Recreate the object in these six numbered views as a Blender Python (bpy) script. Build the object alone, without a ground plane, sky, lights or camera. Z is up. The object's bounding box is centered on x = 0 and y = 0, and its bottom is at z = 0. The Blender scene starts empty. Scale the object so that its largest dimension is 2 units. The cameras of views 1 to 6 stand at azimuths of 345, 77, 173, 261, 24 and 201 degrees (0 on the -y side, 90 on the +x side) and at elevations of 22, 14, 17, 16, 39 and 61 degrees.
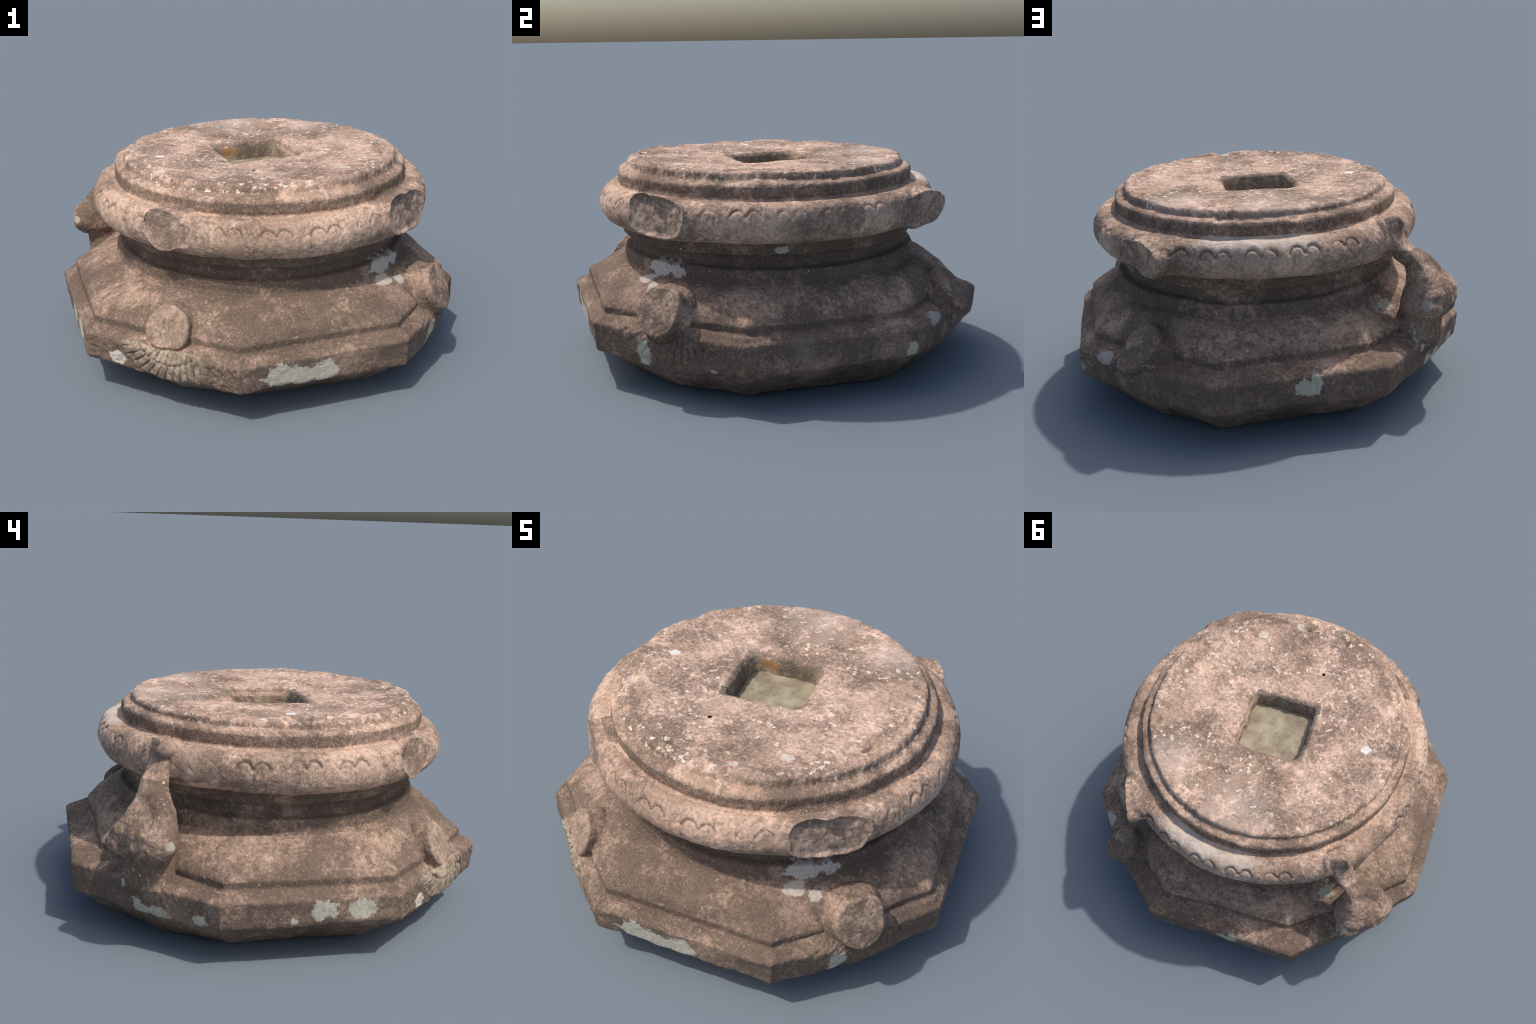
"""Weathered sandstone column base: octagonal plinth, bell moulding, neck, torus, round
bed with a square water-filled mortise; four corner spurs, three of them broken off."""
import bpy, bmesh, math
import numpy as np
from mathutils import Vector

VOXEL = 0.0042
CX, CY = 0.026, -0.016          # axis of the turned (round) mouldings
OCT0 = 341.0                    # azimuth of the first octagon corner (0 = -y, 90 = +x)
rng = np.random.default_rng(7)

# ------------------------------------------------------------------ helpers
def vec(az, r, z):
    a = math.radians(az)
    return np.array([math.sin(a) * r, -math.cos(a) * r, z])

def frame(az):
    a = math.radians(az)
    return np.array([math.sin(a), -math.cos(a), 0.0]), np.array([math.cos(a), math.sin(a), 0.0]), np.array([0, 0, 1.0])

def smooth(a, b, x):
    t = np.clip((x - a) / (b - a), 0, 1)
    return t * t * (3 - 2 * t)

def hash3(i, j, k, seed):
    n = (i * 73856093) ^ (j * 19349663) ^ (k * 83492791) ^ (seed * 2654435761)
    n = (n ^ (n >> 13)) * 1274126177
    n = n ^ (n >> 16)
    return (n & 0xFFFF).astype(np.float32) / 32767.5 - 1.0

def vnoise(P, scale, seed=0):
    Q = P * scale + 100.0
    I = np.floor(Q).astype(np.int64)
    F = (Q - I).astype(np.float32)
    F = F * F * F * (F * (F * 6 - 15) + 10)
    out = np.zeros(len(P), np.float32)
    for a in (0, 1):
        for b in (0, 1):
            for c in (0, 1):
                w = (F[:, 0] if a else 1 - F[:, 0]) * (F[:, 1] if b else 1 - F[:, 1]) * (F[:, 2] if c else 1 - F[:, 2])
                out += w * hash3(I[:, 0] + a, I[:, 1] + b, I[:, 2] + c, seed)
    return out

def fbm_where(mask, P, scale, octaves=3, seed=0):
    out = np.zeros(len(P), np.float32); out[mask] = fbm(P[mask], scale, octaves, seed)
    return out

def fbm(P, scale, octaves=3, seed=0):
    s = np.zeros(len(P), np.float32)
    amp = 1.0
    for o in range(octaves):
        s += amp * vnoise(P, scale * 2.03 ** o, seed + 17 * o)
        amp *= 0.5
    return s

# ------------------------------------------------------------------ body profile
AZ8 = OCT0 + 45.0 * np.arange(8)
PLINTH_TOP = [1.052, 1.042, 1.027, 1.040, 1.062, 1.046, 1.026, 1.026]
PLINTH_LOW = [1.046, 1.030, 1.028, 1.030, 1.050, 1.034, 1.012, 1.034]
FOOT       = [0.76, 0.81, 0.85, 0.84, 0.87, 0.83, 0.78, 0.78]
RIDGE      = [0.985, 0.985, 0.975, 0.960, 0.945, 0.905, 0.960, 0.978]
NT = 1080
TH = np.arange(NT) * 360.0 / NT

def octagon(radii):
    """polar radius over TH of the polygon with the given corner radii"""
    P = np.array([vec(a, r, 0)[:2] for a, r in zip(AZ8, radii)])
    out = np.zeros(NT)
    for i, t in enumerate(TH):
        k = int(((t - OCT0) % 360) // 45)
        A, B = P[k], P[(k + 1) % 8]
        u = vec(t, 1, 0)[:2]
        e = B - A
        out[i] = (A[0] * e[1] - A[1] * e[0]) / (u[0] * e[1] - u[1] * e[0])
    return out

def square(half, rot, power=9):
    a = np.radians(TH - rot)
    return half / ((np.abs(np.cos(a)) ** power + np.abs(np.sin(a)) ** power) ** (1 / power))

O_top, O_low, O_foot, O_ridge = map(octagon, (PLINTH_TOP, PLINTH_LOW, FOOT, RIDGE))
def hump(az, width): return np.exp(-(((TH - az + 180) % 360 - 180) / width) ** 2)
SPUR = hump(318.5, 13) + hump(48.5, 13) + hump(138.5, 13) + hump(228.5, 13)
swell = .006 * hump(318.5, 12) + .014 * hump(48.5, 13) + .018 * hump(138.5, 15) + .012 * hump(228.5, 13)
O_top = O_top + swell; O_low = O_low + swell * 1.2; O_foot = O_foot + .05 * SPUR
ONE = np.ones(NT)

HOLE = (.016, .008)
def body_mesh():
    """rings from the underside up the outside and down into the mortise"""
    S = []                                   # (radius array, z array, centre weight)
    def o(r, z, c=0.0): S.append((r, z * ONE if np.isscalar(z) else z, c))
    az_tilt = np.cos(np.radians(TH - 300))   # lower arris of the plinth climbs a little toward one side
    zlow = 0.168 + 0.012 * az_tilt - .030 * hump(48.5, 14) - .008 * hump(138.5, 13) - .006 * hump(228.5, 14) - .012 * hump(318.5, 13) + .014 * hump(114, 17) + .006 * hump(291, 17) - .004 * hump(204, 17)
    o(O_foot * 0.02, 0.035); o(O_foot * 0.5, 0.03); o(O_foot * 0.95, 0.022); o(O_foot * 1.0, 0.032)
    o(O_foot * .25 + O_low * .75, zlow - 0.03); o(O_low - .022, zlow - 0.008); o(O_low - .004, zlow + 0.004)
    o(O_low, zlow + .02); o(O_top, 0.296); o(O_top - 0.006, 0.306); o(O_top - 0.02, 0.314)
    o(O_ridge + 0.016, 0.331); o(O_ridge + 0.003, 0.331); o(O_ridge - .007, 0.338); o(O_ridge - 0.006, 0.368); o(O_ridge - 0.012, 0.377)
    # bell: octagon below melting into a round shoulder
    bell = [(0.893, .398, .86), (0.878, .424, .66), (0.858, .452, .44), (0.834, .476, .24), (0.803, .494, .09), (0.772, .500, 0), (0.745, .498, 0)]
    # on the front left the flare is straight to slightly hollow, on the back right it swells
    hollow = .52 - .42 * hump(160, 34) + .08 * hump(340, 40)
    for r, z, w in bell:
        straight = .500 - (r - .748) * .78 - .010 * np.sin(np.pi * np.clip((r - .748) / .145, 0, 1))
        zz = z * (1 - hollow) + min(z, straight) * hollow
        o((O_ridge * (r / .893) - .02) * w + r * (1 - w), zz - .003, 1 - w)
    rings = [(0.728, .506), (0.726, .552), (0.719, .563), (0.688, .567), (0.678, .575), (0.676, .600), (0.682, .618),
             (0.690, .624), (0.714, .627), (0.719, .634), (0.727, .660), (0.735, .682), (0.735, .688), (0.750, .689)]
    for r, z in rings: o(r + (.012 * hump(155, 50) - .013 * hump(328, 38)) * (z < .63), z, 1)
    # torus, a flattened round
    for t in np.linspace(-78, 82, 15):
        a = math.radians(t)
        o((0.746 + 0.090 * math.cos(a) ** .9) * ONE, 0.788 + (0.087 if t > 0 else 0.098) * math.sin(a), 1)
    reach = .017 * hump(16, 42)
    for r, z in [(0.735, .870), (0.724, .872), (0.720, .930), (0.715, .943), (0.702, .949)]:
        o(r * ONE + reach, z, 1)
    tilt = np.cos(np.radians(TH - 20))                # the bed rises a little toward the front right
    for r, z, k in [(0.684, .953, .003), (0.675, .958, .004), (0.671, .980, .006), (0.662, .989, .006), (0.645, .992, .006)]:
        o(r * ONE + reach, z + k * tilt, 1)
    sq = square(0.168, 4.0) * (1 + .018 * np.sin(np.radians(TH * 7)) + .014 * np.sin(np.radians(TH * 17 + 40)))
    o(0.5 * ONE, .988 + .005 * tilt, 1); o(0.36 * ONE, .982 + .004 * tilt, .5); o(sq * 1.32, .977 + .002 * tilt, HOLE); o(sq * 1.13, .973, HOLE); o(sq * 1.03, .960, HOLE)
    o(sq * .98, .93, HOLE); o(sq * .96, .87, HOLE); o(sq * .9, .845, HOLE); o(sq * .5, .84); o(sq * 0.02, .84)
    verts = []
    for r, z, c in S:
        a = np.radians(TH)
        cx, cy = (c[0], c[1]) if isinstance(c, tuple) else (CX * c, CY * c)
        if not isinstance(c, tuple): r = r * (1 + .010 * c * np.cos(2 * a))        # the turned work is slightly out of round
        verts.append(np.c_[np.sin(a) * r + cx, -np.cos(a) * r + cy, z])
    n = len(S)
    V = np.vstack(verts + [np.array([[0, 0, .035], [0, 0, .84]])])
    F = []
    for k in range(n - 1):
        b = k * NT
        for i in range(NT):
            j = (i + 1) % NT
            F.append((b + i, b + j, b + NT + j, b + NT + i))
    lo, hi = n * NT, n * NT + 1
    for i in range(NT):
        j = (i + 1) % NT
        F.append((j, i, lo)); F.append(((n - 1) * NT + i, (n - 1) * NT + j, hi))
    return V, F

# ------------------------------------------------------------------ lofted lumps (spurs, stubs)
def loft(stations, seg=40, power=2.0):
    """stations: (centre, axis_a, axis_b) with half-axes as vectors; closed at both ends"""
    V, F = [], []
    for c, a, b in stations:
        for i in range(seg):
            t = 2 * math.pi * i / seg
            ct, st = math.cos(t), math.sin(t)
            k = (abs(ct) ** power + abs(st) ** power) ** (-1 / power)
            V.append(c + a * ct * k + b * st * k)
    n = len(stations)
    for k in range(n - 1):
        for i in range(seg):
            j = (i + 1) % seg
            F.append((k * seg + i, k * seg + j, (k + 1) * seg + j, (k + 1) * seg + i))
    V.append(stations[0][0]); V.append(stations[-1][0])
    lo, hi = n * seg, n * seg + 1
    for i in range(seg):
        j = (i + 1) % seg
        F.append((j, i, lo)); F.append(((n - 1) * seg + i, (n - 1) * seg + j, hi))
    return np.array(V), F

def disc_stub(az, r, z, n_az, n_el, ra, rb, depth, bevel=0.012, flare=1.0, power=2.2, twist=0.0, wob=0.08, phase=0.0):
    """stump with a broken face centred at (az, r, z) facing (n_az, n_el)"""
    e = math.radians(n_el)
    nrm = vec(n_az, math.cos(e), math.sin(e))
    side = frame(n_az)[1]
    up = np.cross(side, nrm) * -1
    up = up if up[2] > 0 else -up
    t = math.radians(twist)
    side, up = side * math.cos(t) + up * math.sin(t), up * math.cos(t) - side * math.sin(t)
    c = vec(az, r, z)
    st = []
    for d, k in [(depth, flare), (depth * .5, (1 + flare) / 2), (bevel, 1.0), (bevel * .35, 1 - bevel * .3 / ra), (0, 1 - bevel / ra)]:
        st.append((c - nrm * d, side * ra * k, up * rb * k))
    v, f = loft(st, power=power)
    q = v - c; a, b = q @ side, q @ up                     # break the oval up into an uneven outline
    t = np.arctan2(b / rb, a / ra)
    k = 1 + wob * (np.sin(2 * t + phase) * .7 + np.sin(3 * t + 2.1 * phase + 1) + .5 * np.sin(5 * t - phase))
    return v + np.outer(a * (k - 1), side) + np.outer(b * (k - 1), up), f

def griffe():
    """the one spur that still bridges torus and plinth"""
    U, W, Z = frame(230)
    def s(u, w, z, hw, ht, tilt):
        t = math.radians(tilt)
        n = U * math.cos(t) + Z * math.sin(t)            # thickness direction
        return (U * u + W * w + Z * z, W * hw, n * ht)
    st = [s(.73, -.05, .82, .055, .05, 35), s(.775, -.05, .785, .054, .05, 35), s(.816, -.052, .745, .048, .042, 35), s(.850, -.042, .712, .058, .046, 32),
          s(.884, -.005, .674, .092, .050, 24), s(.910, .012, .634, .116, .064, 16), s(.935, .012, .590, .132, .084, 8), s(.948, .010, .562, .144, .098, 3),
          s(.952, .006, .546, .152, .106, 0), s(.948, .000, .500, .158, .110, -2), s(.940, -.008, .468, .152, .108, -4), s(.928, -.012, .450, .132, .096, -6),
          s(.912, -.012, .436, .104, .086, -6), s(.908, -.014, .40, .098, .088, -5), s(.904, -.016, .35, .098, .092, -3), s(.900, -.010, .30, .105, .098, 0), s(.88, -.01, .24, .11, .095, 0)]
    v, f = loft(st, seg=72, power=2.9)
    u, w, z = v @ U, v @ W, v[:, 2]
    back = np.interp(u, [.84, .92, 1.02], [.62, .80, 1.0])           # narrower toward the column
    k = np.where(z < .69, back, 1.0) * smooth(.34, .42, z) + (1 - smooth(.34, .42, z))
    return v + np.outer(w * (k - 1), W), f

def lump(az, r, z, ru, rw, rz, tilt=0):
    U, W, Z = frame(az)
    c = vec(az, r, z)
    st = []
    for t in np.linspace(-86, 86, 11):
        a = math.radians(t)
        st.append((c + W * rw * math.sin(a), U * ru * math.cos(a), Z * rz * math.cos(a)))
    return loft(st, seg=32)

pieces = [body_mesh(), griffe(),
          # broken stumps on the bell
          disc_stub(320.5, .935, .408, 323, 24, .102, .104, .16, flare=1.0, wob=.05, phase=1.0),
          disc_stub(47.5, .988, .420, 47, 25, .108, .114, .22, flare=1.12, wob=.04, phase=2.2),
          disc_stub(139, .985, .408, 137, 44, .090, .122, .22, flare=1.15, twist=-8),
          # broken stumps on the torus
          disc_stub(315.5, .826, .806, 316, 4, .104, .094, .13, flare=1.05, wob=.04, phase=2.6),
          disc_stub(40.5, .862, .802, 40, 5, .168, .094, .16, flare=1.0, power=3.2, twist=-6, wob=.03),
          disc_stub(136, .866, .772, 118, -10, .130, .086, .2, flare=1.0, power=2.6, wob=.05),
          # welds where the spurs grew out of the fillet above the torus
          lump(225.5, .765, .850, .072, .09, .046), lump(319, .73, .868, .04, .10, .024)]

def raw_object(name, pieces):
    V, F, off = [], [], 0
    for v, f in pieces:
        V.append(v); F += [tuple(i + off for i in q) for q in f]; off += len(v)
    m = bpy.data.meshes.new(name)
    m.from_pydata(np.vstack(V).tolist(), [], F)
    bm = bmesh.new(); bm.from_mesh(m)
    bmesh.ops.recalc_face_normals(bm, faces=bm.faces); bm.to_mesh(m); bm.free()
    o = bpy.data.objects.new(name, m)
    bpy.context.scene.collection.objects.link(o)
    return o

tmp = raw_object("stone_blank", pieces)
md = tmp.modifiers.new("fuse", 'REMESH'); md.mode = 'VOXEL'; md.voxel_size = VOXEL; md.adaptivity = 0
dg = bpy.context.evaluated_depsgraph_get()
me = bpy.data.meshes.new_from_object(tmp.evaluated_get(dg))
nv, nf = len(me.vertices), len(me.polygons)
V = np.empty(nv * 3, np.float32); me.vertices.foreach_get("co", V); V = V.reshape(-1, 3).astype(np.float64)
E = np.empty(len(me.edges) * 2, np.int32); me.edges.foreach_get("vertices", E); E = E.reshape(-1, 2)
L = np.empty(len(me.loops), np.int32); me.loops.foreach_get("vertex_index", L)
assert len(L) == 4 * nf
Q = L.reshape(-1, 4)
bpy.data.objects.remove(tmp, do_unlink=True); bpy.data.meshes.remove(me)

deg = np.bincount(E.ravel(), minlength=nv)[:, None]
def relax(V, n, lam=0.5):
    for _ in range(n):
        A = np.stack([np.bincount(E[:, 0], V[E[:, 1], k], nv) + np.bincount(E[:, 1], V[E[:, 0], k], nv) for k in range(3)], 1) / deg
        V = V + lam * (A - V)
    return V
def normals(V):
    fn = np.cross(V[Q[:, 2]] - V[Q[:, 0]], V[Q[:, 3]] - V[Q[:, 1]])
    N = np.stack([sum(np.bincount(Q[:, c], fn[:, k], nv) for c in range(4)) for k in range(3)], 1)
    return N / np.maximum(np.linalg.norm(N, axis=1), 1e-12)[:, None]

V = relax(V, 2)
V0 = V.copy()                                # clean shape: used to name regions
N = normals(V)

# ------------------------------------------------------------------ flat breaks where spurs were knocked off
def knock(V, c, n_az, n_el, ha, hb, twist=0.0, power=2.4, hollow=0.0):
    e = math.radians(n_el); n = vec(n_az, math.cos(e), math.sin(e)); W = frame(n_az)[1]; T = np.cross(n, W)
    T = T if T[2] > 0 else -T
    t = math.radians(twist); W, T = W * math.cos(t) + T * math.sin(t), T * math.cos(t) - W * math.sin(t)
    ids = np.where(np.sum((V - c) ** 2, 1) < (1.5 * max(ha, hb)) ** 2 + .02)[0]
    whole, V = V, V[ids]
    q = V - c; a = q @ n; x = (q @ W) / ha; y = (q @ T) / hb
    rim = (np.abs(x) ** power + np.abs(y) ** power) ** (1 / power) + .14 * fbm(V, 9, 3, 3)
    plane = -hollow * np.clip(1 - rim, 0, 1) ** .7 + .004 * fbm(V, 22, 2, 4)
    k = (1 - smooth(.80, 1.06, rim)) * (a > plane) * (a < .12)
    out = whole.copy(); out[ids] = V - np.outer((a - plane) * k, n)
    return out
V = knock(V, vec(315.5, .812, .812), 316, 5, .150, .116, hollow=.008)
V = knock(V, vec(40.5, .838, .802), 40, 6, .175, .100, -6, 3.0, hollow=.003)
V = knock(V, np.array([.606, .592, .790]), 117, -14, .140, .104, 0, 2.4, hollow=.008)
V = knock(V, np.array([-.552, .566, .848]) + .008 * vec(205, .97, .24), 205, 14, .05, .08, 0, 2.2)
STUMPS = []
for az, r, z, n_az, n_el, ra, rb in [(320.5, .938, .408, 323, 24, .112, .114), (47.5, .988, .420, 47, 25, .118, .124), (139, .985, .408, 137, 44, .096, .128)]:
    e = math.radians(n_el); n = vec(n_az, math.cos(e), math.sin(e)); c = vec(az, r, z)
    V = knock(V, c - n * .002, n_az, n_el, ra, rb, 0, 2.2, hollow=.003)
    STUMPS.append((c, n, max(ra, rb)))
V = relax(V, 1, .4)
N = normals(V)

# ------------------------------------------------------------------ surface relief
X, Y, Zc = V[:, 0], V[:, 1], V[:, 2]
AZ = np.degrees(np.arctan2(X, -Y)) % 360
AZC = np.degrees(np.arctan2(X - CX, -(Y - CY))) % 360
R = np.hypot(X, Y); RC = np.hypot(X - CX, Y - CY)
def dang(a, b): return (a - b + 180) % 360 - 180

d = np.zeros(nv)
d += 0.0045 * fbm(V, 3.2, 2, 1) + 0.0030 * fbm(V, 9.0, 3, 5)
grain = fbm(V, 34.0, 3, 9)
d += 0.0013 * grain
bed = smooth(.955, .975, Zc)
d += bed * 0.0012 * fbm_where(bed > 0, V, 60, 2, 21)
# swelling of bell and plinth flange round the stumps
for az, k in [(320.5, .020), (47.5, .028), (139, .032), (229, .012)]:
    q = V - vec(az, .92, .39)
    stump = np.ones(nv)
    for c, n, rad in STUMPS:
        p = V - c; ax = p @ n
        stump *= 1 - (1 - smooth(rad, rad + .05, np.linalg.norm(p - np.outer(ax, n), axis=1))) * smooth(-.09, -.04, ax)
    d += k * np.exp(-np.sum(q ** 2, 1) / .19 ** 2) * (np.abs(dang(AZ, az)) < 45) * smooth(.16, .22, Zc) * stump
# chipped arrises of the two round steps
rimz = Zc > .86
chip = np.clip(fbm_where(rimz, V * [1, 1, .3], 13, 2, 31) - .25, 0, 1)
d -= 0.020 * chip * smooth(.915, .94, Zc) * (RC > .60)
wave = fbm_where(rimz, V * [1, 1, .4], 5.5, 2, 33)
d += 0.006 * wave * smooth(.87, .90, Zc) * smooth(.60, .66, RC)
low = np.clip(fbm_where(Zc < .21, V, 7, 2, 41) - .1, 0, 1)
d -= 0.010 * low * (1 - smooth(.15, .20, Zc)) * (R > .5)

# pairs of incised round leaf tops around the torus
worn = np.clip(.95 + .45 * fbm_where((Zc > .68) & (Zc < .89), V, 14, 2, 101), .4, 1.3)
groove_line = np.zeros(nv)
on_torus = smooth(.69, .74, Zc) * (1 - smooth(.868, .88, Zc)) * (RC > .78)
for c, depth in [(334.5, 1), (349.3, 1), (4.6, 1.1), (20, 1), (57, .6), (71, .8), (85, .7), (99, .6), (113, .6), (148.5, 1), (162, 1.1), (176, 1.3),
                 (189.5, 1), (203, .8), (256, 1), (271.4, 1), (286.6, 1), (301.5, .8)]:
    for s in (-1, 1):
        w = np.radians(dang(AZC, c + 2.55 * s)) * .845
        h = Zc - .812 - .004 * math.sin(c)
        rho = np.hypot(w, h)
        line = np.exp(-((rho - .035) / .0068) ** 2) * smooth(-.012, .012, h) * worn
        groove_line = np.maximum(groove_line, line * on_torus * min(depth, 1))
        inside = (1 - smooth(.026, .036, rho)) * smooth(-.06, 0, h)
        d -= on_torus * depth * (  .0078 * line + .0022 * inside)
        hang = np.exp(-((np.abs(w) - .034) / .006) ** 2) * smooth(-.09, -.03, h) * (1 - smooth(-.02, .01, h))
        d -= on_torus * depth * .0016 * hang

# fan-shaped shell carving on the plinth faces under the stumps
shell_mask = {}
for az, w0, z0, strength, apoth in [(318.5, .045, .45, 1.0, .962), (48.5, .02, .46, .55, .962), (138.5, 0, .46, .18, .96), (228.5, 0, .46, .2, .96)]:
    U, W, _ = frame(az)
    u, w = V @ U, V @ W - w0
    face = smooth(apoth - .05, apoth - .025, u) * smooth(.15, .18, Zc) * (1 - smooth(.295, .32, Zc)) * (np.abs(dang(AZ, az)) < 22)
    rho = np.hypot(w, Zc - z0)
    phi = np.degrees(np.arctan2(w, z0 - Zc)) + 9 * (rho - .2) * 10
    fan = smooth(-62, -50, phi) * (1 - smooth(46, 60, phi)) * smooth(.10, .13, rho) * (1 - smooth(.27, .30, rho))
    row = (rho > .205)
    ph = phi + 4.2 * row
    rib = np.abs(((ph / 8.6) % 1) - .5) * 2                       # 1 at groove
    groove = smooth(.62, .95, rib) + np.exp(-((rho - .205) / .007) ** 2)
    wear = .55 + .45 * np.clip(fbm_where(face > 0, V, 8, 2, 61) + .5, 0, 1.4)
    d -= strength * face * fan * .016 * np.clip(groove, 0, 1.1) * wear
    d += strength * face * fan * .006
    if strength > .5:
        pit = fbm_where(face > 0, V, 70 if strength > .9 else 45, 2, 71)
        d += strength * face * .0040 * pit * (1 - .75 * fan)
        for pw, pz in [(-.10, .30), (-.19, .315), (.16, .305), (.20, .27), (-.13, .25)]:
            d -= strength * face * .016 * np.exp(-(((w + w0 - pw) / .013) ** 2 + ((Zc - pz) / .018) ** 2))
    shell_mask[az] = face * fan
# roughness on the surviving spur
c = vec(229, 1.0, .52)
near = np.exp(-np.sum((V - c) ** 2, 1) / .16 ** 2)
d += near * (.012 * fbm_where(near > .005, V, 11, 2, 81) + .004 * fbm_where(near > .005, V, 30, 2, 83))
for az, r, z, k, s in [(230.5, .93, .695, .016, .035), (222.5, 1.04, .49, .018, .035), (225, 1.03, .55, .010, .03), (239, 1.0, .50, .014, .035), (231, 1.03, .535, .010, .05), (232, .995, .615, -.012, .04), (229, 1.03, .49, -.010, .04)]:
    d += k * np.exp(-np.sum((V - vec(az, r, z)) ** 2, 1) / s ** 2)
# pits
pitn = vnoise(V, 52, 91)
d -= 0.0022 * smooth(.72, .9, pitn)

V = V + N * d[:, None]
V = relax(V, 1, .2)
# chipped plinth corner and the flank of the bell lightly buckled
zmin = V[:, 2].min()
V[:, 2] -= zmin * (1 - smooth(.03, .14, V[:, 2]))
N = normals(V)

# ------------------------------------------------------------------ materials
def stone_material(name, pink=(.50, .345, .265), brown=(.31, .225, .168), dark=(.092, .068, .052), dark_amount=.0, speck=.5, lichens=(), rough=.93, crust=()):
    m = bpy.data.materials.new(name); m.use_nodes = True
    nt = m.node_tree; nd = nt.nodes; lk = nt.links
    nd.clear()
    out = nd.new("ShaderNodeOutputMaterial"); bs = nd.new("ShaderNodeBsdfPrincipled")
    lk.new(bs.outputs[0], out.inputs[0])
    tc = nd.new("ShaderNodeTexCoord"); P = tc.outputs["Object"]
    def noise(scale, detail=6, rough_=.6, dist=0.0, off=0.0):
        mp = nd.new("ShaderNodeMapping"); mp.inputs["Location"].default_value = (off, off * .7, off * 1.3)
        lk.new(P, mp.inputs[0])
        n = nd.new("ShaderNodeTexNoise"); n.inputs["Scale"].default_value = scale; n.inputs["Detail"].default_value = detail
        n.inputs["Roughness"].default_value = rough_; n.inputs["Distortion"].default_value = dist
        lk.new(mp.outputs[0], n.inputs["Vector"]); return n.outputs["Fac"]
    def ramp(f, a, b, lo=0.0, hi=1.0):
        r = nd.new("ShaderNodeMapRange"); r.interpolation_type = 'SMOOTHSTEP'
        r.inputs["From Min"].default_value = a; r.inputs["From Max"].default_value = b
        r.inputs["To Min"].default_value = lo; r.inputs["To Max"].default_value = hi
        lk.new(f, r.inputs["Value"]); return r.outputs[0]
    def math_(op, a, b):
        n = nd.new("ShaderNodeMath"); n.operation = op
        for i, x in enumerate((a, b)):
            if isinstance(x, (int, float)): n.inputs[i].default_value = x
            else: lk.new(x, n.inputs[i])
        return n.outputs[0]
    def mix(f, a, b, mode='MIX'):
        n = nd.new("ShaderNodeMix"); n.data_type = 'RGBA'; n.blend_type = mode
        if isinstance(f, (int, float)): n.inputs[0].default_value = f
        else: lk.new(f, n.inputs[0])
        for i, x in ((6, a), (7, b)):
            if isinstance(x, tuple): n.inputs[i].default_value = (*x, 1)
            else: lk.new(x, n.inputs[i])
        return n.outputs[2]
    big = noise(2.3, 6, .64, .6)
    mid = noise(7.5, 8, .70, .4, 3.1)
    fine = noise(64, 5, .74, 0, 7.7)
    sand = noise(125, 3, .6, 0, 9.1)
    col = mix(ramp(big, .36, .62), brown, pink)
    col = mix(ramp(mid, .49, .64, 0, .8), col, tuple(min(1, x * 1.32) for x in pink))
    col = mix(ramp(noise(12, 6, .7, .6, 2.2), .52, .66, 0, .5), col, tuple(x * y for x, y in zip(brown, (.92, .98, .95))))
    # grey-brown biofilm in ragged, grainy blotches
    film = math_('ADD', math_('MULTIPLY', noise(3.6, 9, .70, .3, 11.0), .66), math_('MULTIPLY', noise(52, 4, .75, 0, 5.0), .34))
    bands = []
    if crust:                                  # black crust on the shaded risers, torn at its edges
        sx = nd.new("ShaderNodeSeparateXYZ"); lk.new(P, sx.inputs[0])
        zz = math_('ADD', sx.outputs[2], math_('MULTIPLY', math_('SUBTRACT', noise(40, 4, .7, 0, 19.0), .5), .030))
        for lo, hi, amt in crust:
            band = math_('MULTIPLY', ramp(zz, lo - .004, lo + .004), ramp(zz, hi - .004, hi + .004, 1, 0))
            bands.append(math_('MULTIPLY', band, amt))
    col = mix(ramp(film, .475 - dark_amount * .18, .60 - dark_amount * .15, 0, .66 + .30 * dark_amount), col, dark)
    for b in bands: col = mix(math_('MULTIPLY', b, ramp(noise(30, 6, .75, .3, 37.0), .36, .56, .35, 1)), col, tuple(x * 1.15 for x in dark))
    # grime washed down the faces in streaks
    stk = nd.new("ShaderNodeMapping"); stk.inputs["Scale"].default_value = (1, 1, .16); lk.new(P, stk.inputs[0])
    sn = nd.new("ShaderNodeTexNoise"); sn.inputs["Scale"].default_value = 26; sn.inputs["Detail"].default_value = 7; sn.inputs["Roughness"].default_value = .7
    lk.new(stk.outputs[0], sn.inputs["Vector"])
    col = mix(math_('MULTIPLY', ramp(sn.outputs["Fac"], .52, .66), ramp(mid, .40, .60, .1, .65)), col, tuple(x * 1.3 for x in dark))
    # sand grain, dark and light
    col = mix(ramp(fine, .47, .60, .0, .46), col, tuple(x * .50 for x in brown))
    col = mix(ramp(noise(24, 6, .78, .2, 41.0), .54, .66, .0, .30), col, tuple(x * .52 for x in brown))
    col = mix(ramp(sand, .54, .68, .0, .30), col, tuple(min(1, x * y) for x, y in zip(pink, (1.3, 1.32, 1.34))))
    # pale flecks, dense in patches
    fl = ramp(noise(34, 5, .60, .15, 13.0), .68 - .10 * speck, .72 - .10 * speck)
    fl2 = ramp(noise(5, 4, .6, 0, 17.0), .40, .58, .12, 1)
    col = mix(math_('MULTIPLY', math_('MULTIPLY', fl, fl2), min(1, speck + .15)), col, (.80, .65, .51))
    vo = nd.new("ShaderNodeTexVoronoi"); vo.inputs["Scale"].default_value = 24; lk.new(P, vo.inputs["Vector"])
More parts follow.
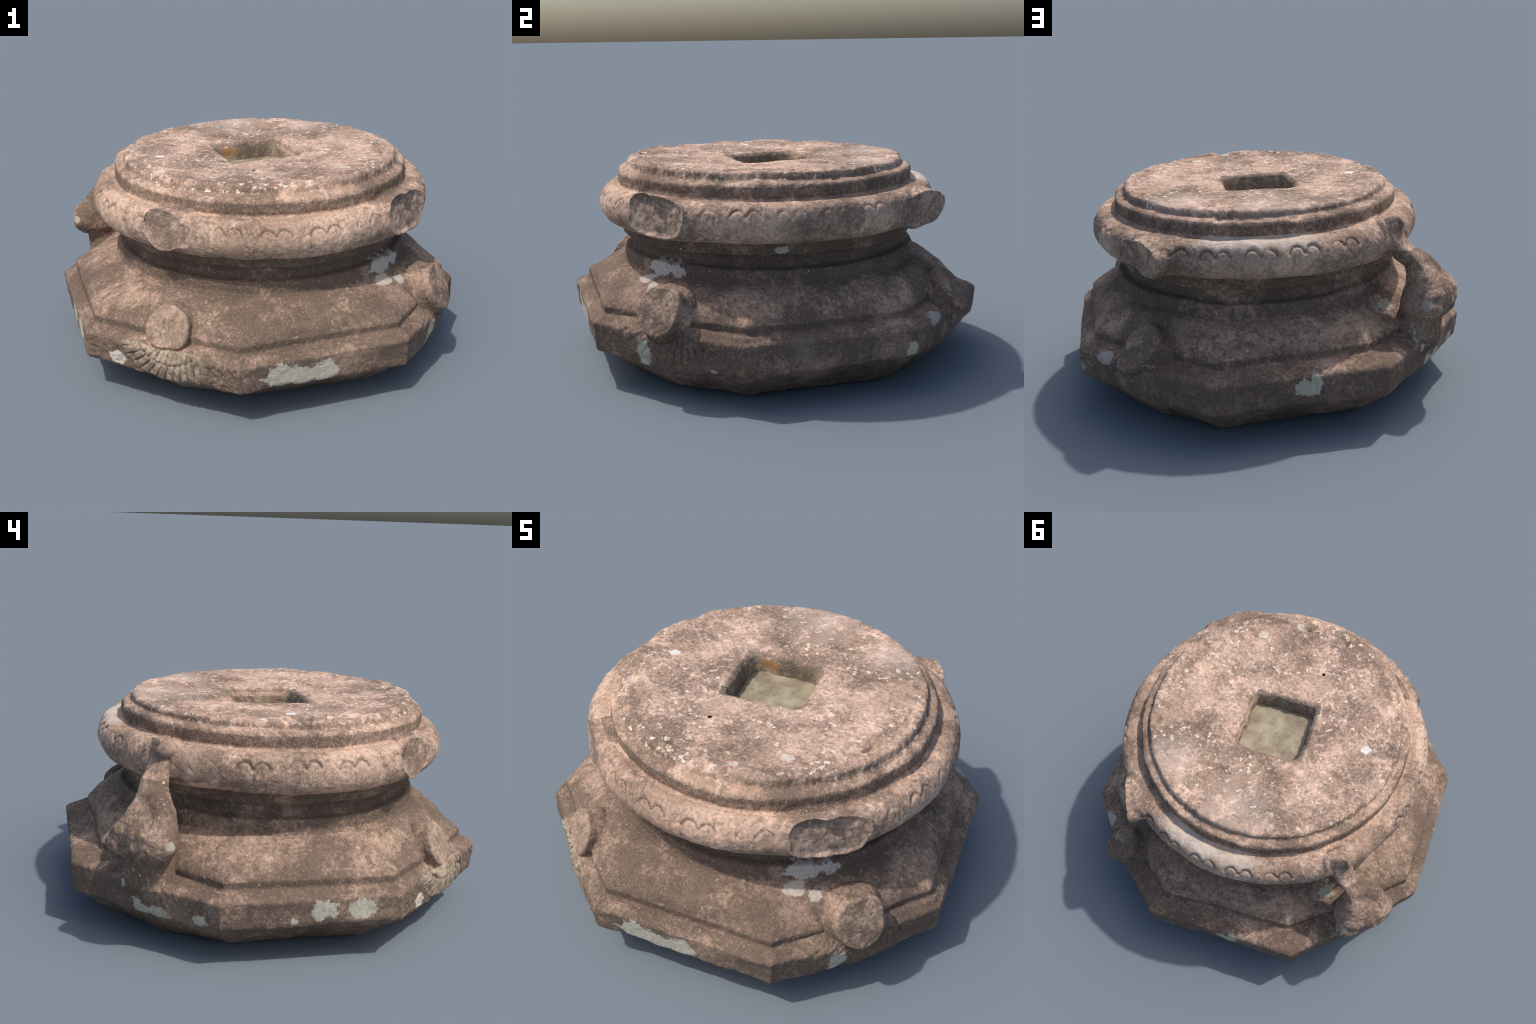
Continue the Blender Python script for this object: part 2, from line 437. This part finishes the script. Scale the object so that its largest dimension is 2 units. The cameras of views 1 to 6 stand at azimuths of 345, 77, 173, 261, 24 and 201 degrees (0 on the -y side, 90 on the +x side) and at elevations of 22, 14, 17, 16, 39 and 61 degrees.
    dots = math_('MULTIPLY', ramp(vo.outputs["Distance"], .07, .16, 1, 0), ramp(noise(11, 2, .5, 0, 23.0), .57, .61))
    col = mix(math_('MULTIPLY', dots, min(1, speck * .9)), col, (.70, .66, .58))
    # crustose lichen, stain patches: ragged balls around given spots
    rag = noise(26, 5, .7, .5, 29.0)
    for (px, py, pz), (sx, sy, sz), c, amt in lichens:
        mp = nd.new("ShaderNodeMapping"); mp.vector_type = 'TEXTURE'
        mp.inputs["Location"].default_value = (px, py, pz); mp.inputs["Scale"].default_value = (sx, sy, sz)
        lk.new(P, mp.inputs[0])
        ln = nd.new("ShaderNodeVectorMath"); ln.operation = 'LENGTH'; lk.new(mp.outputs[0], ln.inputs[0])
        dd = math_('ADD', ln.outputs["Value"], math_('MULTIPLY', math_('SUBTRACT', rag, .5), 2.0))
        f = ramp(dd, .84 if amt > .6 else .3, 1.02 if amt > .6 else 1.3, amt, 0)
        tone = mix(ramp(fine, .3, .7), tuple(x * .8 for x in c), tuple(min(1, x * 1.12) for x in c))
        col = mix(f, col, tone)
    lk.new(col, bs.inputs["Base Color"])
    bs.inputs["Roughness"].default_value = rough
    bs.inputs["Specular IOR Level"].default_value = .22
    bmp = nd.new("ShaderNodeBump"); bmp.inputs["Strength"].default_value = .8; bmp.inputs["Distance"].default_value = .007
    lk.new(math_('ADD', math_('MULTIPLY', fine, .7), math_('MULTIPLY', noise(180, 3, .6, 0, 31.0), .3)), bmp.inputs["Height"])
    lk.new(bmp.outputs[0], bs.inputs["Normal"])
    return m

GREY = (.57, .53, .42); GREEN = (.52, .49, .39); WHITE = (.68, .61, .53); BLUE = (.58, .52, .47)
def blob(az, r, z, s, c, amt=.9, h=None):
    return (tuple(vec(az, r, z)), (s, s, h or s), c, amt)
def at(x, y, z, s, c, amt=.9, h=None):
    return ((x, y, z), (s, s, h or s), c, amt)

plinth_lichen = [at(-.147, -.973, .235, .085, GREY, .85, .055), at(-.05, -.966, .215, .06, GREY, .9, .05), at(.055, -.961, .222, .065, GREY, .95, .055),
                 at(-.957, -.112, .256, .062, GREY, .9, .05), at(-.947, -.281, .245, .07, GREY, .9, .055), at(-.965, .016, .205, .025, GREY),
                 at(-.671, .693, .323, .04, GREY, .9, .06), at(-.705, .655, .235, .03, GREY), at(-.723, .634, .19, .05, GREY, .8, .025), at(-.782, .568, .19, .06, GREY, .8, .03), at(-.917, .415, .2, .04, GREY),
                 at(-.071, .962, .25, .045, GREEN, .95, .045), at(-.125, .958, .272, .03, GREEN, .95, .05), at(-.10, .96, .232, .035, GREEN, .95, .03),
                 at(.794, .582, .303, .055, BLUE, .7, .03), at(.715, .652, .232, .04, BLUE, .5), at(.968, -.071, .271, .06, (.45, .40, .35), .25), at(.937, .435, .212, .035, GREY),
                 at(.65, -.715, .225, .045, GREY, .85, .07), at(.64, -.728, .158, .025, WHITE, .7), at(.878, -.459, .16, .02, WHITE, .7), at(-.80, -.575, .222, .045, WHITE, .75, .03)]
upper_lichen = []

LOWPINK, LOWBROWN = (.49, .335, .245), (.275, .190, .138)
m_plinth = stone_material("plinth_sandstone", LOWPINK, LOWBROWN, dark_amount=.40, speck=.25, crust=[(.05, .297, .34)], lichens=plinth_lichen)  # this band darkens the upright sides below the flange
m_shell = stone_material("carved_sandstone", (.46, .36, .265), (.30, .235, .172), dark_amount=.15, speck=.3, lichens=[plinth_lichen[18], plinth_lichen[-1]])
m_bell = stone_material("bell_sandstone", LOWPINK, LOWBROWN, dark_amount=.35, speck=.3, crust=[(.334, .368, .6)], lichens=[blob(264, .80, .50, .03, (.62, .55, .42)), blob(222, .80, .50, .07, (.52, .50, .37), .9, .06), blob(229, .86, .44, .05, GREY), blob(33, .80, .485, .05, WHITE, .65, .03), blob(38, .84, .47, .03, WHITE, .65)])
m_neck = stone_material("neck_dark_sandstone", LOWPINK, LOWBROWN, dark_amount=.58, speck=.25, lichens=[blob(36, .735, .537, .085, BLUE, .9, .042), blob(44, .735, .540, .06, BLUE, .9, .035), blob(82, .73, .655, .04, GREY, .8, .02)])  # higher dark_amount: the neck is darker overall than the bell
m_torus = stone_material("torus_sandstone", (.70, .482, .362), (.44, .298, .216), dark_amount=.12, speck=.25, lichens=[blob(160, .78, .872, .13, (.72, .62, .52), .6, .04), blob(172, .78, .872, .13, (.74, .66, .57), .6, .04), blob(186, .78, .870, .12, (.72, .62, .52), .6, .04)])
m_groove_dark = stone_material("groove_dark_tone", (.50, .345, .258), (.31, .215, .158), dark_amount=.40, speck=.15)
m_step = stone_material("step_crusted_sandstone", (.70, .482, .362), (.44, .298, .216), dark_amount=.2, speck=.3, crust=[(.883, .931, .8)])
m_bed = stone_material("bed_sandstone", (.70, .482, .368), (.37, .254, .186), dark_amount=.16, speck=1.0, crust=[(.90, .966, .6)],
                       lichens=[at(-.477, -.025, .985, .026, (.82, .76, .70), 1), at(.13, -.63, .985, .022, WHITE, .8, .03), at(.30, -.50, .985, .028, (.74, .67, .57), .65, .03), at(.43, .40, .98, .16, (.66, .55, .48), .28), at(.0, .55, .98, .20, (.66, .55, .48), .25),
                                at(-.102, -.385, .99, .016, (.004, .004, .004), 1)])
m_spur = stone_material("spur_sandstone", (.49, .335, .245), (.30, .206, .149), dark_amount=.32, speck=.55, lichens=[blob(231, .98, .70, .025, (.70, .64, .58), .8), blob(238.5, 1.01, .52, .022, GREEN, .7), blob(221, 1.02, .52, .03, GREEN, .62), blob(225, .93, .36, .04, GREY, .9, .06)])
m_stub = stone_material("broken_sandstone", (.60, .42, .315), (.40, .285, .212), dark_amount=.15, speck=.4)  # albedo raised: torus break faces carry baked light the sun only grazes here
m_stump = stone_material("weathered_break", (.48, .335, .245), (.31, .22, .162), dark_amount=.28, speck=.35)
m_socket = stone_material("mortise_sandstone", (.46, .36, .26), (.30, .235, .17), dark_amount=.3, speck=.4, lichens=[at(-.09, .165, .925, .045, (.36, .17, .05), .75, .025)])

def water_material():
    m = bpy.data.materials.new("scummy_water"); m.use_nodes = True
    nt = m.node_tree; nd, lk = nt.nodes, nt.links; bs = nd["Principled BSDF"]
    tc = nd.new("ShaderNodeTexCoord")
    n = nd.new("ShaderNodeTexNoise"); n.inputs["Scale"].default_value = 14; n.inputs["Detail"].default_value = 8; n.inputs["Roughness"].default_value = .65
    lk.new(tc.outputs["Object"], n.inputs["Vector"])
    r = nd.new("ShaderNodeValToRGB"); lk.new(n.outputs["Fac"], r.inputs[0])
    e = r.color_ramp.elements
    e[0].position = .34; e[0].color = (.22, .17, .13, 1); e[1].position = .68; e[1].color = (.44, .39, .28, 1)
    k = e.new(.46); k.color = (.31, .255, .17, 1)
    k = e.new(.54); k.color = (.36, .305, .205, 1)
    lk.new(r.outputs[0], bs.inputs["Base Color"])
    bs.inputs["Roughness"].default_value = .32; bs.inputs["Specular IOR Level"].default_value = .4
    return m

# ------------------------------------------------------------------ split the carved block into its parts
C0 = V0[Q].mean(1)
cz = C0[:, 2]; cr = np.hypot(C0[:, 0], C0[:, 1]); crc = np.hypot(C0[:, 0] - CX, C0[:, 1] - CY)
caz = np.degrees(np.arctan2(C0[:, 0], -C0[:, 1])) % 360
NAMES = ["plinth", "bell_moulding", "neck", "torus_moulding", "step_moulding", "top_bed", "mortise", "spur", "spur_stump", "torus_stump", "shell_carving"]
reg = np.zeros(nf, int)
ridge_r = np.interp(caz, np.r_[TH, 360], np.r_[O_ridge, O_ridge[0]])
reg[(cz > .30) & (cr < ridge_r + .004)] = 1
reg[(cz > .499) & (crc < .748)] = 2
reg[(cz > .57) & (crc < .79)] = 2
reg[(cz > .684)] = 3
reg[(cz > .879) & (crc < .766)] = 4
reg[(cz > .953) & (crc < .69)] = 5
reg[(cr < .26) & (cz > .80) & (np.maximum(np.abs(C0 @ frame(4)[0]), np.abs(C0 @ frame(4)[1])) < .180)] = 6
SUB = np.zeros(nf, int)
shm = {k: v[Q].mean(1) for k, v in shell_mask.items()}
for i, k in enumerate((318.5, 48.5)):
    s = shm[k] > .3; reg[s] = 10; SUB[s] = i
for i, (az, r, z, n_az, n_el, ra, rb) in enumerate([(320.5, .935, .408, 323, 24, .102, .104), (47.5, .988, .420, 47, 25, .108, .114), (139, .985, .408, 137, 44, .090, .122)]):
    e = math.radians(n_el); nrm = vec(n_az, math.cos(e), math.sin(e)); c = vec(az, r, z)
    q = C0 - c; ax = q @ nrm; rad = np.linalg.norm(q - ax[:, None] * nrm, axis=1)
    s = (ax > -.11) & (ax < .03) & (rad < max(ra, rb) + .003) & (reg != 10) & (ax > -.11 + .0 * rad)
    s &= (rad < ra + .003) | (np.abs(ax) < .03)
    reg[s & (ax > -.07)] = 8; SUB[s & (ax > -.07)] = i
for i, (az, r, z, n_az, hw) in enumerate([(315.5, .822, .808, 316, .12), (40.5, .848, .802, 40, .168), (135.5, .852, .785, 117, .13)]):
    U, W, _ = frame(n_az); c = vec(az, r, z); q = C0 - c
    s = (q @ U > -.028) & (np.abs(q @ W) < hw) & (np.abs(q[:, 2]) < .105) & (reg == 3)
    reg[s] = 9; SUB[s] = i
U, W, _ = frame(230)
u, w = C0 @ U, C0 @ W
s = (cz < .74) & (cz > .30) & (np.abs(w - .01) < .19) & (u > np.interp(cz, [.3, .40, .44, .52, .62, .74], [.96, .90, .86, .84, .81, .775])) & (reg != 10)
reg[s] = 7

top = bpy.data.objects.new("stone_column_base", None)
top.empty_display_size = .3
bpy.context.scene.collection.objects.link(top)
top["label"] = "weathered pinkish sandstone column base with octagonal plinth and broken spurs"
top["category"] = "column base"

def part(name, faces, mat, parent, mat2=None, second=None):
    f = Q[faces]
    ids, inv = np.unique(f.ravel(), return_inverse=True)
    m = bpy.data.meshes.new(name)
    m.vertices.add(len(ids)); m.vertices.foreach_set("co", V[ids].astype(np.float32).ravel())
    k = len(f)
    m.loops.add(k * 4); m.loops.foreach_set("vertex_index", inv.astype(np.int32).ravel())
    m.polygons.add(k); m.polygons.foreach_set("loop_start", np.arange(0, 4 * k, 4, dtype=np.int32))
    m.update(calc_edges=True); m.validate()
    m.polygons.foreach_set("use_smooth", np.ones(k, bool))
    m.normals_split_custom_set_from_vertices(N[ids].tolist())
    m.materials.append(mat)
    if mat2 is not None:
        m.materials.append(mat2); m.polygons.foreach_set("material_index", second[faces].astype(np.int32))
    o = bpy.data.objects.new(name, m); bpy.context.scene.collection.objects.link(o)
    o.parent = parent
    return o

dark_groove_faces = groove_line[Q].mean(1) > .60
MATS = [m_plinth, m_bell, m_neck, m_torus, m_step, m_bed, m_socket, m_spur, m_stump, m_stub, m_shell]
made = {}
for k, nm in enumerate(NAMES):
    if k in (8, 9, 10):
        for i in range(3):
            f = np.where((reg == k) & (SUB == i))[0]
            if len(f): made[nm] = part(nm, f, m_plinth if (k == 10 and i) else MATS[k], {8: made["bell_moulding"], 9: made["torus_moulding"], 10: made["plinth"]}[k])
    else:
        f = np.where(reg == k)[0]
        if len(f): made[nm] = part(nm, f, MATS[k], top, m_groove_dark if k == 3 else None, dark_groove_faces)

# still water standing in the mortise
bm = bmesh.new()
sq = square(0.178, 4.0)
G = 40
rings = []
for j in range(1, G + 1):
    t = j / G
    ring = []
    for i in range(0, NT, 6):
        a = math.radians(TH[i]); r = sq[i] * t
        ring.append(bm.verts.new((math.sin(a) * r + HOLE[0], -math.cos(a) * r + HOLE[1], .880 + .0025 * math.sin(17 * math.sin(a) * r + 2) * math.cos(23 * math.cos(a) * r))))
    rings.append(ring)
c = bm.verts.new((0, 0, .880))
n = len(rings[0])
for i in range(n): bm.faces.new((c, rings[0][i], rings[0][(i + 1) % n]))
for a, b in zip(rings, rings[1:]):
    for i in range(n): bm.faces.new((a[i], b[i], b[(i + 1) % n], a[(i + 1) % n]))
m = bpy.data.meshes.new("water_pool"); bm.to_mesh(m); bm.free()
for p in m.polygons: p.use_smooth = True
m.materials.append(water_material())
o = bpy.data.objects.new("water_pool", m); bpy.context.scene.collection.objects.link(o); o.parent = made["mortise"]
